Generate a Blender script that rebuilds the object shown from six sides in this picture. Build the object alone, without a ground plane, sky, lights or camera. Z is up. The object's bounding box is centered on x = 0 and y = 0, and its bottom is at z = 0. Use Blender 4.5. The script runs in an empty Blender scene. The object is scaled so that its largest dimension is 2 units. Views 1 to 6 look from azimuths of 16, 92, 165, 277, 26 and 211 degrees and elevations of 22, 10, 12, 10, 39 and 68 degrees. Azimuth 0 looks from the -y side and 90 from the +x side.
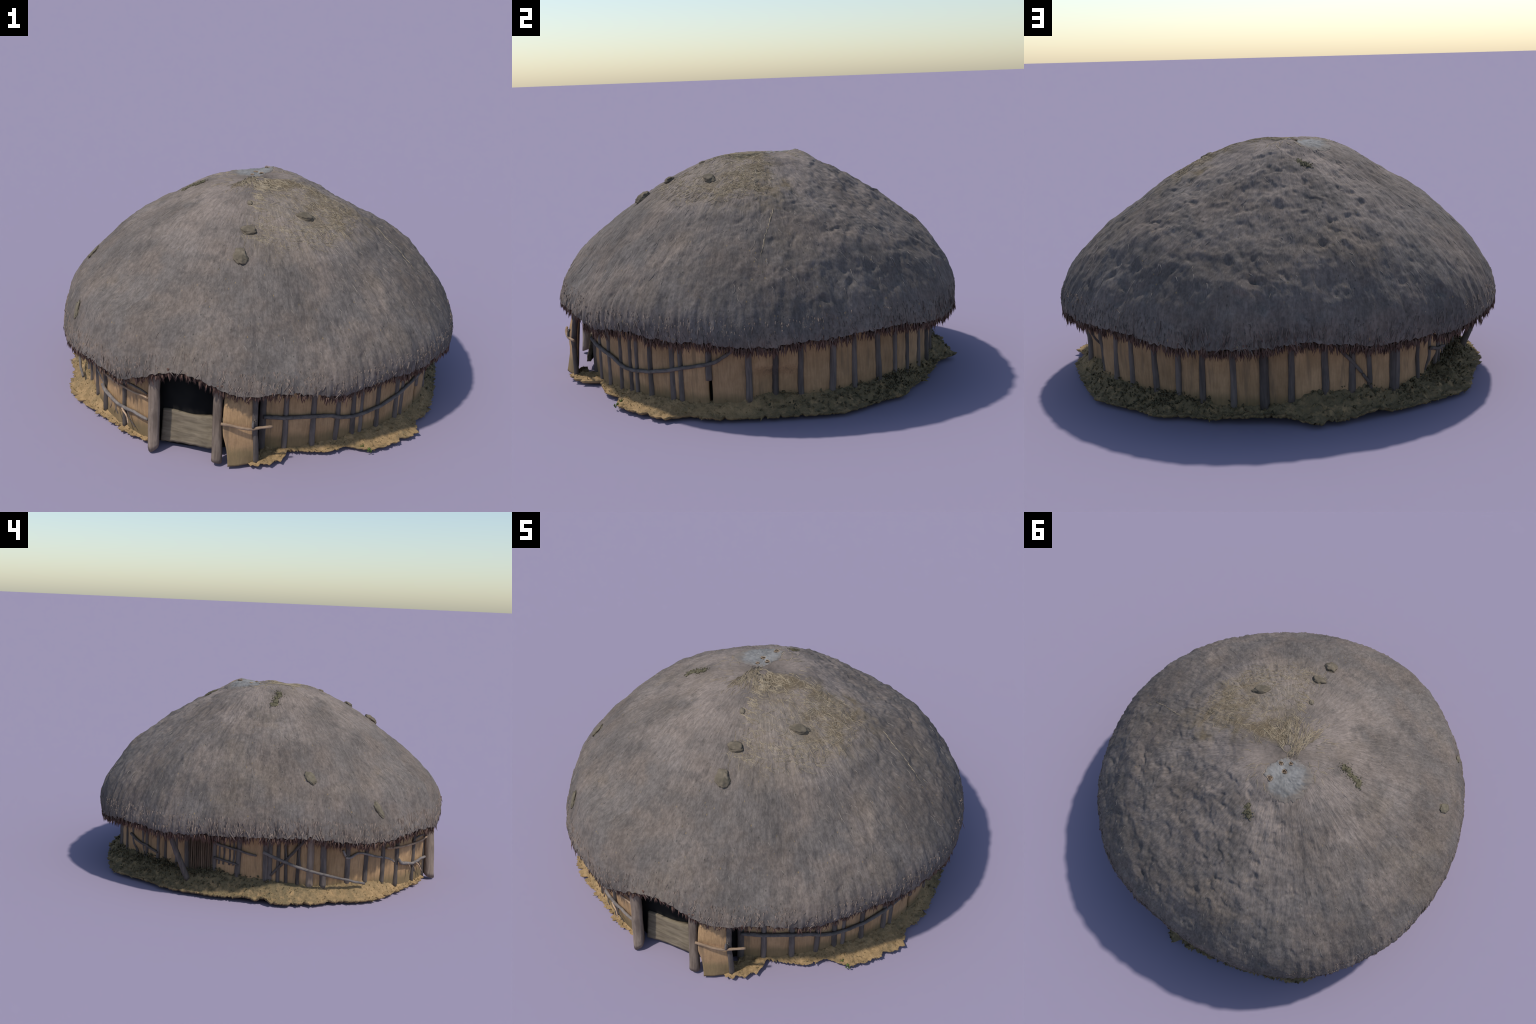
# Thatched roundhouse: domed reed roof, daub panels between posts, earth bank.
# Built part by part; azimuth 0 = -y (doorway side), 90 = +x.
import bpy, bmesh, math, random
import numpy as np
from mathutils import Vector, Matrix

rng = np.random.default_rng(7)
random.seed(7)
CX, CY = -0.04, 0.039          # centre of the ring of walls
TAU = 2 * math.pi

# ------------------------------------------------------------------ helpers
def hash3(ix, iy, iz, seed):
    h = (ix.astype(np.int64) * 374761393 + iy.astype(np.int64) * 668265263
         + iz.astype(np.int64) * 2147483647 + seed * 1274126177) & 0xFFFFFFFF
    h = ((h ^ (h >> 13)) * 1274126177) & 0xFFFFFFFF
    h = ((h ^ (h >> 16)) * 2246822519) & 0xFFFFFFFF
    return ((h ^ (h >> 15)) & 0xFFFFFF) / float(0xFFFFFF)

def noise(p, scale, seed=0):
    """smooth gradient noise, about -1..1, over an (n,3) array"""
    q = np.asarray(p, float) * scale + .37
    i = np.floor(q).astype(np.int64)
    f = q - i
    s = f * f * f * (f * (f * 6 - 15) + 10)
    out = 0
    for dx in (0, 1):
        wx = s[:, 0] if dx else 1 - s[:, 0]
        for dy in (0, 1):
            wy = s[:, 1] if dy else 1 - s[:, 1]
            for dz in (0, 1):
                wz = s[:, 2] if dz else 1 - s[:, 2]
                h = (hash3(i[:, 0] + dx, i[:, 1] + dy, i[:, 2] + dz, seed) * 0xFFFFFF).astype(np.int64)
                g = ((h & 255) * (f[:, 0] - dx) + ((h >> 8) & 255) * (f[:, 1] - dy) + ((h >> 16) & 255) * (f[:, 2] - dz)) / 127.5
                out = out + wx * wy * wz * (g - (f.sum(1) - dx - dy - dz))
    return np.clip(out * 1.7, -1.2, 1.2)

TURN = np.array([[.36, .48, -.80], [-.80, .60, 0], [.48, .64, .60]])

def fbm(p, scale, seed=0, octaves=3):
    a, s, out = 1.0, scale, 0
    p = np.asarray(p, float)
    for k in range(octaves):
        p = p @ TURN
        out = out + a * noise(p, s, seed + 17 * k)
        a *= 0.5
        s *= 2.03
    return out / 1.6

def smooth(a, b, x):
    t = np.clip((np.asarray(x, float) - a) / (b - a), 0, 1)
    return t * t * (3 - 2 * t)

def around(table, az):
    """periodic interpolation of (azimuth, value) pairs, with softened corners"""
    a = np.array([t[0] for t in table], float)
    v = np.array([t[1] for t in table], float)
    return np.interp(np.mod(np.asarray(az, float), 360), np.r_[a[-1] - 360, a, a[0] + 360], np.r_[v[-1], v, v[0]])

def harmonic(values, n):
    """trigonometric interpolation of equally spaced samples round the ring"""
    v = np.asarray(values, float)
    c = np.fft.rfft(v) / len(v)
    th = np.arange(n) / n * TAU
    out = np.full(n, c[0].real)
    for k in range(1, len(c)):
        w = 1 if 2 * k == len(v) else 2
        out = out + w * (c[k].real * np.cos(k * th) - c[k].imag * np.sin(k * th))
    return out

def polar(az, r, z, cx=CX, cy=CY):
    a = np.radians(az)
    return np.stack(np.broadcast_arrays(cx + r * np.sin(a), cy - r * np.cos(a), z), -1)

def outward(me):
    bm = bmesh.new()
    bm.from_mesh(me)
    bmesh.ops.recalc_face_normals(bm, faces=bm.faces)
    bm.to_mesh(me)
    bm.free()

def make(name, verts, faces, mat, parent=None, smooth_shade=True, stuff=False):
    me = bpy.data.meshes.new(name)
    v = np.asarray(verts, float)
    me.from_pydata(v.tolist(), [], [tuple(int(i) for i in f) for f in faces])
    me.validate()
    outward(me)
    me.materials.append(mat)
    if smooth_shade:
        me.polygons.foreach_set("use_smooth", [True] * len(me.polygons))
    me.update()
    ob = bpy.data.objects.new(name, me)
    bpy.context.scene.collection.objects.link(ob)
    ob.parent = parent
    if stuff:
        ob["kind"] = "stuff"
    return ob

def big_grid(name, P, mat, parent=None, wrap=True):
    """mesh from a (rows, columns, 3) grid, quickly"""
    R, C = P.shape[:2]
    r, c = np.meshgrid(np.arange(R - 1), np.arange(C if wrap else C - 1), indexing="ij")
    c2 = (c + 1) % C
    q = np.stack([r * C + c, (r + 1) * C + c, (r + 1) * C + c2, r * C + c2], -1).reshape(-1, 4).astype(np.int32)
    me = bpy.data.meshes.new(name)
    me.vertices.add(R * C)
    me.vertices.foreach_set("co", P.reshape(-1).astype(np.float32))
    me.loops.add(q.size)
    me.loops.foreach_set("vertex_index", q.reshape(-1))
    me.polygons.add(len(q))
    me.polygons.foreach_set("loop_start", np.arange(len(q), dtype=np.int32) * 4)
    me.update(calc_edges=True)
    me.validate()
    me.polygons.foreach_set("use_smooth", [True] * len(me.polygons))
    me.materials.append(mat)
    ob = bpy.data.objects.new(name, me)
    bpy.context.scene.collection.objects.link(ob)
    ob.parent = parent
    return ob

class Batch:
    """collects many small closed pieces into one mesh"""
    def __init__(self):
        self.v, self.f, self.n = [], [], 0
    def add(self, v, f):
        self.v.append(np.asarray(v, float))
        self.f.extend([[i + self.n for i in g] for g in f])
        self.n += len(v)
    def build(self, name, mat, parent, smooth_shade=True):
        return make(name, np.vstack(self.v), self.f, mat, parent, smooth_shade, stuff=True)

def frame(d):
    d = d / (np.linalg.norm(d) + 1e-12)
    u = np.cross(d, [0, 0, 1.0]) if abs(d[2]) < .8 else np.cross(d, [.3, 1.0, 0])   # upright posts must not twist
    u = u / np.linalg.norm(u)
    return d, u, np.cross(u, d)

def tube(path, radii, sides=8, flat=1.0, knots=0.0, seed=0, tip=None):
    """closed tube along a path; returns verts, faces"""
    path = np.asarray(path, float)
    n = len(path)
    radii = np.broadcast_to(np.asarray(radii, float), (n,))
    tang = np.gradient(path, axis=0)
    V = []
    for i in range(n):
        _, u, w = frame(tang[i])
        for k in range(sides):
            a = TAU * k / sides
            V.append(path[i] + radii[i] * (math.cos(a) * u + flat * math.sin(a) * w))
    V = np.array(V)
    if knots:
        nn = noise(V, 38, seed) * 0.45 + noise(V * [1, 1, 0.3], 150, seed + 5) * 0.7
        cen = np.repeat(path, sides, axis=0)
        V = V + (V - cen) * (nn * knots)[:, None]
    F = []
    for i in range(n - 1):
        for k in range(sides):
            k2 = (k + 1) % sides
            F.append([i * sides + k, i * sides + k2, (i + 1) * sides + k2, (i + 1) * sides + k])
    F.append(list(range(sides))[::-1])
    F.append([(n - 1) * sides + k for k in range(sides)])
    return V, F

def resample(pts, n):
    """Catmull-Rom through control points, n samples"""
    P = np.asarray(pts, float)
    P = np.vstack([2 * P[0] - P[1], P, 2 * P[-1] - P[-2]])
    m = len(P) - 3
    out = []
    for s in np.linspace(0, m - 1e-9, n):
        k = int(s)
        t = s - k
        a, b, c, d = P[k:k + 4]
        out.append(.5 * (2 * b + (c - a) * t + (2 * a - 5 * b + 4 * c - d) * t * t + (3 * b - a - 3 * c + d) * t ** 3))
    return np.array(out)

# ---------------------------------------------------------------- materials
class Nodes:
    def __init__(self, name, rough=0.9):
        m = bpy.data.materials.new(name)
        m.use_nodes = True
        self.mat, self.t = m, m.node_tree
        self.bsdf = self.t.nodes["Principled BSDF"]
        self.bsdf.inputs["Roughness"].default_value = rough
        self.bsdf.inputs["Specular IOR Level"].default_value = 0.15
        self.pos = self.new("ShaderNodeTexCoord").outputs["Object"]
    def new(self, kind, **kw):
        n = self.t.nodes.new(kind)
        for k, v in kw.items():
            setattr(n, k, v)
        return n
    def put(self, sock, v):
        if isinstance(v, bpy.types.NodeSocket):
            self.t.links.new(v, sock)
        else:
            sock.default_value = v
    def math(self, op, a, b=0.0, c=0.0, clamp=False):
        n = self.new("ShaderNodeMath", operation=op, use_clamp=clamp)
        for s, v in zip(n.inputs, (a, b, c)):
            self.put(s, v)
        return n.outputs[0]
    def mapping(self, vec, scale=(1, 1, 1), loc=(0, 0, 0)):
        n = self.new("ShaderNodeMapping")
        n.inputs["Scale"].default_value = scale
        n.inputs["Location"].default_value = loc
        self.put(n.inputs["Vector"], vec)
        return n.outputs[0]
    def noise(self, vec, scale, detail=4, rough=0.55, dist=0.0):
        n = self.new("ShaderNodeTexNoise")
        self.put(n.inputs["Vector"], vec)
        n.inputs["Scale"].default_value = scale
        n.inputs["Detail"].default_value = detail
        n.inputs["Roughness"].default_value = rough
        n.inputs["Distortion"].default_value = dist
        return n.outputs["Fac"]
    def voronoi(self, vec, scale, out="Distance"):
        n = self.new("ShaderNodeTexVoronoi")
        self.put(n.inputs["Vector"], vec)
        n.inputs["Scale"].default_value = scale
        return n.outputs[out]
    def step(self, x, a, b):
        n = self.new("ShaderNodeMapRange", interpolation_type="SMOOTHSTEP")
        self.put(n.inputs["Value"], x)
        n.inputs["From Min"].default_value = a
        n.inputs["From Max"].default_value = b
        return n.outputs["Result"]
    def mix(self, fac, a, b, blend="MIX"):
        n = self.new("ShaderNodeMix", data_type="RGBA", blend_type=blend)
        self.put(n.inputs["Factor"], fac)
        for s, v in ((n.inputs["A"], a), (n.inputs["B"], b)) if False else ((n.inputs[6], a), (n.inputs[7], b)):
            self.put(s, v if isinstance(v, bpy.types.NodeSocket) else (*v, 1.0))
        return n.outputs[2]
    def xyz(self, vec):
        n = self.new("ShaderNodeSeparateXYZ")
        self.put(n.inputs[0], vec)
        return n.outputs
    def vec(self, x, y, z):
        n = self.new("ShaderNodeCombineXYZ")
        for s, v in zip(n.inputs, (x, y, z)):
            self.put(s, v)
        return n.outputs[0]
    def rand(self):
        return self.new("ShaderNodeObjectInfo").outputs["Random"]
    def finish(self, color, bump=None, strength=0.3, distance=0.004, translucent=0):
        self.put(self.bsdf.inputs["Base Color"], color if isinstance(color, bpy.types.NodeSocket) else (*color, 1.0))
        if bump is not None:
            b = self.new("ShaderNodeBump")
            b.inputs["Strength"].default_value = strength
            b.inputs["Distance"].default_value = distance
            self.put(b.inputs["Height"], bump)
            self.put(self.bsdf.inputs["Normal"], b.outputs[0])
        if translucent:
            tr = self.new("ShaderNodeBsdfTranslucent")
            self.put(tr.inputs["Color"], color if isinstance(color, bpy.types.NodeSocket) else (*color, 1.0))
            ms = self.new("ShaderNodeMixShader")
            ms.inputs[0].default_value = translucent
            self.t.links.new(self.bsdf.outputs[0], ms.inputs[1])
            self.t.links.new(tr.outputs[0], ms.inputs[2])
            self.t.links.new(ms.outputs[0], self.t.nodes["Material Output"].inputs["Surface"])
        return self.mat

def gain(n, col, fac, lo, hi):
    """multiply a colour by a value between lo and hi as fac runs 0..1"""
    g = n.math("MULTIPLY_ADD", fac, hi - lo, lo)
    return n.mix(1.0, col, n.vec(g, g, g), "MULTIPLY")

def thatch_material():
    n = Nodes("weathered_thatch", 0.95)
    x, y, z = n.xyz(n.pos)
    dx = n.math("SUBTRACT", x, CX)
    dy = n.math("SUBTRACT", y, CY)
    r = n.math("SQRT", n.math("ADD", n.math("MULTIPLY", dx, dx), n.math("MULTIPLY", dy, dy)))
    rs = n.math("MAXIMUM", r, 0.02)
    ux, uy = n.math("DIVIDE", dx, rs), n.math("DIVIDE", dy, rs)
    down = n.math("SUBTRACT", r, z)                       # runs down the slope
    flow = n.vec(ux, uy, n.math("MULTIPLY", down, 0.34))
    wob = n.noise(n.pos, 9, 2)
    flow2 = n.vec(n.math("MULTIPLY_ADD", wob, 0.05, ux), n.math("MULTIPLY_ADD", wob, -0.05, uy), n.math("MULTIPLY", down, 0.38))
    fine = n.noise(flow2, 120, 4, 0.65)
    coarse = n.noise(flow, 42, 3, 0.6)
    blotch = n.noise(n.pos, 5.5, 5, 0.6)
    blotch2 = n.noise(n.mapping(n.pos, loc=(3, 1, 7)), 13, 4, 0.6)
    band = n.noise(n.mapping(n.pos, loc=(5, 2, 1)), 4.5, 4, 0.6)
    col = n.mix(n.step(blotch, 0.38, 0.64), THATCH_COOL, THATCH_BROWN)
    pale = n.math("MULTIPLY", n.step(r, 0.85, 0.25), n.step(band, 0.30, 0.60))
    col = n.mix(n.math("MULTIPLY", pale, 0.85), col, THATCH_PALE)
    col = n.mix(n.math("MULTIPLY", n.step(blotch2, 0.52, 0.70), 0.6), col, THATCH_DARK)
    # loose yellow straw lying on the slope right of the door
    az = n.math("ARCTAN2", n.math("SUBTRACT", x, -0.02), n.math("SUBTRACT", 0.03, y))
    edge = n.math("MULTIPLY_ADD", n.noise(n.pos, 8, 5, .65), 1.3, -0.65)
    azw = n.math("ADD", az, edge)
    rw = n.math("ADD", r, n.math("MULTIPLY", edge, 0.3))
    sector = n.math("MULTIPLY", n.step(azw, 0.05, 0.40), n.step(azw, 2.0, 1.55))
    sector = n.math("MULTIPLY", sector, n.step(rw, 0.62, 0.44))
    olive = n.math("MULTIPLY", sector, n.math("MAXIMUM", n.step(azw, 0.75, 1.2), n.step(rw, 0.30, 0.10)))
    col = n.mix(n.math("MULTIPLY", sector, n.math("MULTIPLY", n.step(n.noise(n.pos, 9, 4), .3, .65), 0.6)), col, STRAW_TAN)
    col = n.mix(n.math("MULTIPLY", olive, n.math("MULTIPLY", n.step(n.noise(n.pos, 12, 5, .65), .28, .62), 0.92)), col, STRAW_OLIVE)
    broad = n.noise(n.mapping(n.pos, loc=(9, 4, 2)), 2.6, 4, 0.62)
    col = n.mix(n.math("MULTIPLY", n.step(broad, .52, .68), .45), col, (0.185, 0.146, 0.112))
    col = gain(n, col, n.step(n.noise(n.mapping(n.pos, loc=(1, 8, 3)), 3.4, 5, .6), .33, .66), .82, 1.14)
    # combed streaks
    col = gain(n, col, n.step(coarse, 0.3, 0.7), 0.88, 1.12)
    col = gain(n, col, n.step(n.noise(n.pos, 60, 4, .65), .3, .7), .90, 1.10)
    col = gain(n, col, n.step(fine, 0.32, 0.68), 0.85, 1.15)
    # small ochre flecks and dark dent-like spots, drawn in colour
    cell = n.new("ShaderNodeTexVoronoi")
    n.put(cell.inputs["Vector"], n.vec(ux, uy, n.math("MULTIPLY", down, 0.5)))
    cell.inputs["Scale"].default_value = 62
    near = n.step(cell.outputs["Distance"], 0.26, 0.10)
    cr, cg, cb = n.xyz(cell.outputs["Color"])
    col = n.mix(n.math("MULTIPLY", near, n.math("MULTIPLY", n.step(cr, 0.93, 0.96), .7)), col, (0.27, 0.19, 0.09))
    col = n.mix(n.math("MULTIPLY", near, n.math("MULTIPLY", n.step(cg, 0.88, 0.92), 0.7)), col, (0.045, 0.045, 0.038))
    h = n.math("ADD", n.math("MULTIPLY", fine, 0.7), n.math("MULTIPLY", coarse, 0.6))
    return n.finish(col, h, 0.5, 0.0055)

def wood_material(name, a, b, along=(60, 60, 7), vary=True):
    n = Nodes(name, 0.85)
    g = n.noise(n.mapping(n.pos, along), 1.0, 4, 0.65, 0.6)
    k = n.noise(n.pos, 16, 3)
    col = n.mix(n.step(g, 0.32, 0.68), a, b)
    col = gain(n, col, k, 0.75, 1.25)
    if vary:
        col = gain(n, col, n.rand(), 0.72, 1.32)
    return n.finish(col, g, 0.5, 0.004)

def daub_material():
    n = Nodes("daub_panel", 0.92)
    weave = n.noise(n.mapping(n.pos, (130, 130, 14)), 1.0, 3, 0.6)
    fine = n.noise(n.pos, 130, 3, 0.6)
    blot = n.noise(n.pos, 11, 4, 0.6)
    z = n.xyz(n.pos)[2]
    col = n.mix(n.step(blot, 0.35, 0.68), DAUB_A, DAUB_B)
    col = gain(n, col, n.step(weave, 0.3, 0.7), 0.88, 1.10)
    col = gain(n, col, fine, 0.9, 1.1)
    col = gain(n, col, n.rand(), 0.86, 1.12)
    smear = n.noise(n.mapping(n.pos, (34, 34, 4)), 1.0, 3, .6)
    col = n.mix(n.math("MULTIPLY", n.step(smear, .52, .72), .55), col, (0.16, 0.115, 0.075))
    mud = n.step(n.math("MULTIPLY_ADD", blot, -0.07, z), 0.085, 0.035)   # splashed mud and algae at the foot
    col = n.mix(n.math("MULTIPLY", mud, 0.65), col, (0.12, 0.10, 0.05))
    return n.finish(col, n.math("ADD", weave, fine), 0.25, 0.003)

def soil_material():
    n = Nodes("earth_bank", 0.97)
    x, y, z = n.xyz(n.pos)
    big = n.noise(n.pos, 6, 4, 0.6)
    mid = n.noise(n.pos, 28, 4, 0.65)
    fine = n.noise(n.pos, 110, 3, 0.7)
    r2 = n.math("SQRT", n.math("ADD", n.math("MULTIPLY", n.math("SUBTRACT", x, CX), n.math("SUBTRACT", x, CX)),
                               n.math("MULTIPLY", n.math("SUBTRACT", y, CY), n.math("SUBTRACT", y, CY))))
    col = n.mix(n.step(mid, 0.32, 0.66), SOIL_TAN, SOIL_OCHRE)
    # grass and moss grow on the far side and against the foot of the wall
    back = n.step(n.math("MULTIPLY_ADD", big, 0.9, n.math("MULTIPLY_ADD", x, -0.25, y)), -0.15, 0.55)
    back = n.math("MAXIMUM", back, n.math("MULTIPLY", n.step(n.noise(n.pos, 11, 4, .65), .48, .66), .6))
    lush = n.math("MULTIPLY", back, n.step(mid, 0.25, 0.55))
    col = n.mix(n.math("MULTIPLY", lush, 0.75), col, SOIL_OLIVE)
    col = n.mix(n.math("MULTIPLY", n.step(z, 0.045, 0.09), n.math("MULTIPLY", n.step(big, 0.3, 0.5), 0.6)), col, SOIL_OLIVE)
    col = n.mix(n.math("MULTIPLY", n.step(fine, 0.62, 0.72), 0.6), col, (0.05, 0.045, 0.03))
    col = gain(n, col, fine, 0.8, 1.2)
    return n.finish(col, n.math("ADD", mid, fine), 0.6, 0.008)

def plain_material(name, a, b, scale=40, rough=0.9, translucent=0, vary=True, bump=0.3):
    n = Nodes(name, rough)
    k = n.noise(n.pos, scale, 4, 0.6)
    col = n.mix(n.step(k, 0.3, 0.7), a, b)
    if vary:
        col = gain(n, col, n.rand(), 0.8, 1.2)
    return n.finish(col, k, bump, 0.004, translucent)

THATCH_COOL = (0.133, 0.115, 0.103)
THATCH_BROWN = (0.164, 0.133, 0.112)
THATCH_PALE = (0.264, 0.215, 0.183)
THATCH_DARK = (0.102, 0.088, 0.079)
STRAW_TAN = (0.235, 0.195, 0.150)
STRAW_OLIVE = (0.155, 0.117, 0.072)
DAUB_A = (0.330, 0.207, 0.108)
DAUB_B = (0.405, 0.257, 0.138)
SOIL_TAN = (0.385, 0.255, 0.128)
SOIL_OCHRE = (0.265, 0.178, 0.088)
SOIL_OLIVE = (0.150, 0.121, 0.069)

M_THATCH = thatch_material()
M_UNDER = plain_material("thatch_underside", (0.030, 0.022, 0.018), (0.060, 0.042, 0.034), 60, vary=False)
M_REED = plain_material("reed_ends", (0.095, 0.054, 0.042), (0.185, 0.113, 0.085), 30)
M_STRAW = plain_material("loose_straw", (0.270, 0.213, 0.142), (0.41, 0.335, 0.232), 30, vary=False, bump=0)
M_GREYSTRAW = plain_material("grey_straw", (0.20, 0.17, 0.145), (0.33, 0.285, 0.245), 14, vary=False, bump=0)
M_OUTER = plain_material("outer_reed", (0.112, 0.086, 0.073), (0.200, 0.158, 0.133), 30)
M_POST = wood_material("wall_post_wood", (0.083, 0.070, 0.063), (0.138, 0.114, 0.101))
M_DOORPOST = wood_material("door_post_wood", (0.155, 0.118, 0.092), (0.255, 0.198, 0.155))
M_BOARD = wood_material("door_board_wood", (0.148, 0.119, 0.082), (0.228, 0.186, 0.130), (9, 60, 60), False)
M_RAIL = wood_material("rail_wood", (0.125, 0.110, 0.101), (0.220, 0.190, 0.170), (25, 25, 40))
M_FRESH = wood_material("peeled_pole_wood", (0.26, 0.18, 0.12), (0.42, 0.29, 0.19), (12, 60, 60))
M_WATTLE = wood_material("wattle_wood", (0.10, 0.070, 0.048), (0.175, 0.115, 0.075))
M_DAUB = daub_material()
M_SOIL = soil_material()
M_PAINTED_DARK = plain_material("painted_dark_interior", (0.008, 0.008, 0.008), (0.014, 0.013, 0.012), 10, vary=False)  # near-black base paints the unlit interior behind doorway and wall gaps
M_STONE = plain_material("roof_stone", (0.118, 0.098, 0.070), (0.196, 0.160, 0.115), 30)
M_MOSS = plain_material("moss", (0.092, 0.083, 0.052), (0.160, 0.140, 0.088), 45, vary=False)
M_TURF = plain_material("turf", (0.115, 0.098, 0.068), (0.175, 0.148, 0.104), 40, vary=False)
M_LEAF = plain_material("ground_leaf", (0.098, 0.084, 0.050), (0.170, 0.140, 0.079), 14, translucent=0.15, vary=False, bump=0)
M_GRASS = plain_material("dry_grass", (0.20, 0.155, 0.072), (0.37, 0.265, 0.13), 9, translucent=0.1, vary=False, bump=0)

# ------------------------------------------------------------------ the thing
root = bpy.data.objects.new("thatched_roundhouse", None)
bpy.context.scene.collection.objects.link(root)
root["label"] = "round thatched hut with daub walls and a grey domed roof"
root["category"] = "hut"

# ------------------------------------------------------------------ roof
# one dome profile (radius, height), and how far it swells in or out along its own normal every 22.5 degrees
RX, RY = -0.033, 0.023          # middle of the dome
PROFILE = [(.10, 1.046), (.21, 1.036), (.33, .985), (.49, .893), (.65, .79), (.80, .675), (.905, .56), (.965, .455), (.99, .36), (.99, .27)]
SWELL_MM = [
    [-4, -7, -14, -7, 6, 3, -3, 5, 9, 1, -6, -6, -3, -1, -2, -4],
    [2, 0, -10, -11, -1, -1, -3, 8, 12, -1, -7, -2, 2, 4, 2, -1],
    [7, 7, -3, -9, 3, -4, -6, 8, -2, -10, -1, 3, 5, 7, 13, 14],
    [18, 13, 7, 8, 12, 1, -9, 0, 4, -2, -6, -5, -2, 6, 18, 23],
    [15, 9, 7, 0, 10, 21, 6, -9, 1, -2, -1, 4, 5, 16, 19, 18],
    [19, -2, -7, 7, 12, 24, 14, -6, -7, -9, -6, -6, -18, 1, 3, 7],
    [33, -8, -3, 17, 24, 17, 13, 2, -24, -8, -6, -16, -18, -2, 14, 46],
    [40, 15, 11, 32, 35, 26, 20, -4, -27, -8, -4, -12, -13, -7, 8, 40],
    [36, 25, 3, 20, 41, 35, 23, -22, -49, -19, -4, -15, -23, -14, 18, 36],
    [28, 6, -40, -20, 16, 20, 28, -5, -56, -40, -16, -32, -32, -5, 18, 30]]
# lower rim every 10 degrees: it arches up over the doorway
RIM_Z = [0.436, 0.376, 0.361, 0.359, 0.322, 0.337, 0.337, 0.329, 0.326, 0.314, 0.327, 0.335, 0.344, 0.335, 0.314, 0.314, 0.317, 0.327, 0.309, 0.292, 0.299, 0.293, 0.31, 0.325, 0.312, 0.315, 0.327, 0.331, 0.338, 0.335, 0.315, 0.303, 0.314, 0.324, 0.329, 0.393]
NT, SUB, ROWS = 960, 40, 300
AZ = np.arange(NT) / NT * 360
rim_z = harmonic(RIM_Z, NT) + .022 - .012 * np.exp(-(((AZ - 352 + 180) % 360 - 180) / 17.0) ** 4) + .010 * np.exp(-(((AZ - 332 + 180) % 360 - 180) / 9.0) ** 2)

def spline_rows(A, sub):
    A = np.array(A)
    P = np.vstack([2 * A[0] - A[1], A, 2 * A[-1] - A[-2]])
    out = []
    for k in range(1, len(P) - 2):
        for j in range(sub):
            t = j / sub
            out.append(.5 * (2 * P[k] + (P[k + 1] - P[k - 1]) * t + (2 * P[k - 1] - 5 * P[k] + 4 * P[k + 1] - P[k + 2]) * t * t
                             + (3 * P[k] - P[k - 1] - 3 * P[k + 1] + P[k + 2]) * t ** 3))
    out.append(P[-2])
    return np.array(out)

prof = np.array(PROFILE)
pt = np.gradient(prof, axis=0)
pt /= np.linalg.norm(pt, axis=1)[:, None]
pn = np.stack([-pt[:, 1], pt[:, 0]], -1)
pn[0] = pn[1] = (0, 1)
pn[2] = (.5, .866)
swell = np.array([harmonic(v, NT) for v in SWELL_MM]) / 1000
swell = swell - .003 - .004 * smooth(-90, -20, -np.abs(AZ - 180)) * np.clip(np.arange(len(PROFILE))[:, None] < 8, 0, 1)
rr_ = spline_rows(prof[:, :1] + pn[:, :1] * swell, SUB)
zz_ = spline_rows(prof[:, 1:] + pn[:, 1:] * swell, SUB)
apex_z = zz_[0].mean()
rr_ = np.vstack([np.zeros((1, NT)), rr_])
zz_ = np.vstack([np.full((1, NT), apex_z), zz_])
step_ = np.hypot(np.diff(rr_, axis=0), np.diff(zz_, axis=0))
arc = np.vstack([np.zeros((1, NT)), np.cumsum(step_, axis=0)])
GR, GZ = np.zeros((ROWS, NT)), np.zeros((ROWS, NT))
for j in range(NT):                       # cut each meridian at the rim
    i = int(np.argmax(zz_[:, j] < rim_z[j])) or len(zz_) - 1
    t = np.clip((rim_z[j] - zz_[i - 1, j]) / (zz_[i, j] - zz_[i - 1, j]), 0, 1)
    end = arc[i - 1, j] + t * (arc[i, j] - arc[i - 1, j])
    q = np.linspace(0, end, ROWS)
    GR[:, j] = np.interp(q, arc[:, j], rr_[:, j])
    GZ[:, j] = np.interp(q, arc[:, j], zz_[:, j])
rim_r = GR[-1]
BASE = polar(AZ[None, :], GR, GZ, RX, RY)                # (rows, NT, 3)

def grid_normals(P):
    da = np.roll(P, -1, 1) - np.roll(P, 1, 1)
    dr = np.gradient(P, axis=0)
    N = np.cross(dr, da)
    N /= np.linalg.norm(N, axis=2, keepdims=True) + 1e-9
    N[0] = [0, 0, 1]
    return N

NRM = grid_normals(BASE)
if NRM[ROWS // 2, 0, 2] < 0:
    NRM = -NRM
S = np.linspace(0, 1, ROWS)[:, None] * np.ones((1, NT))
flat = BASE.reshape(-1, 3)
azg = np.broadcast_to(AZ[None, :], (ROWS, NT)).reshape(-1)
sg = S.reshape(-1)
rg = GR.reshape(-1)
# hummocks and pits: strong on the far right and the back, faint on the combed front
rough = 0.28 + 0.72 * np.exp(-(((azg - 148 + 180) % 360 - 180) / 84.0) ** 2)
rough *= smooth(.10, .42, rg) * (0.35 + 0.65 * smooth(1.0, .86, sg))
ua, ub = np.sin(np.radians(azg)), np.cos(np.radians(azg))
slope = rg - BASE[..., 2].reshape(-1)
flow = np.stack([ua * rg, ub * rg, slope * 0.22], -1)       # hummocks slightly longer down the slope
warp = .02 * np.stack([noise(flow, 9, 31), noise(flow, 9, 32), noise(flow, 9, 33)], -1)
fw = flow + warp
hum = fbm(fw, 13, 3, 3)
clumps = noise(np.stack([ua * 17, ub * 17, slope * 6], -1) @ TURN, 1.0, 21)
pits = -smooth(.05, .9, noise(fw @ TURN, 26, 40)) * smooth(-.4, .4, noise(flow, 6, 43))
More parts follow.
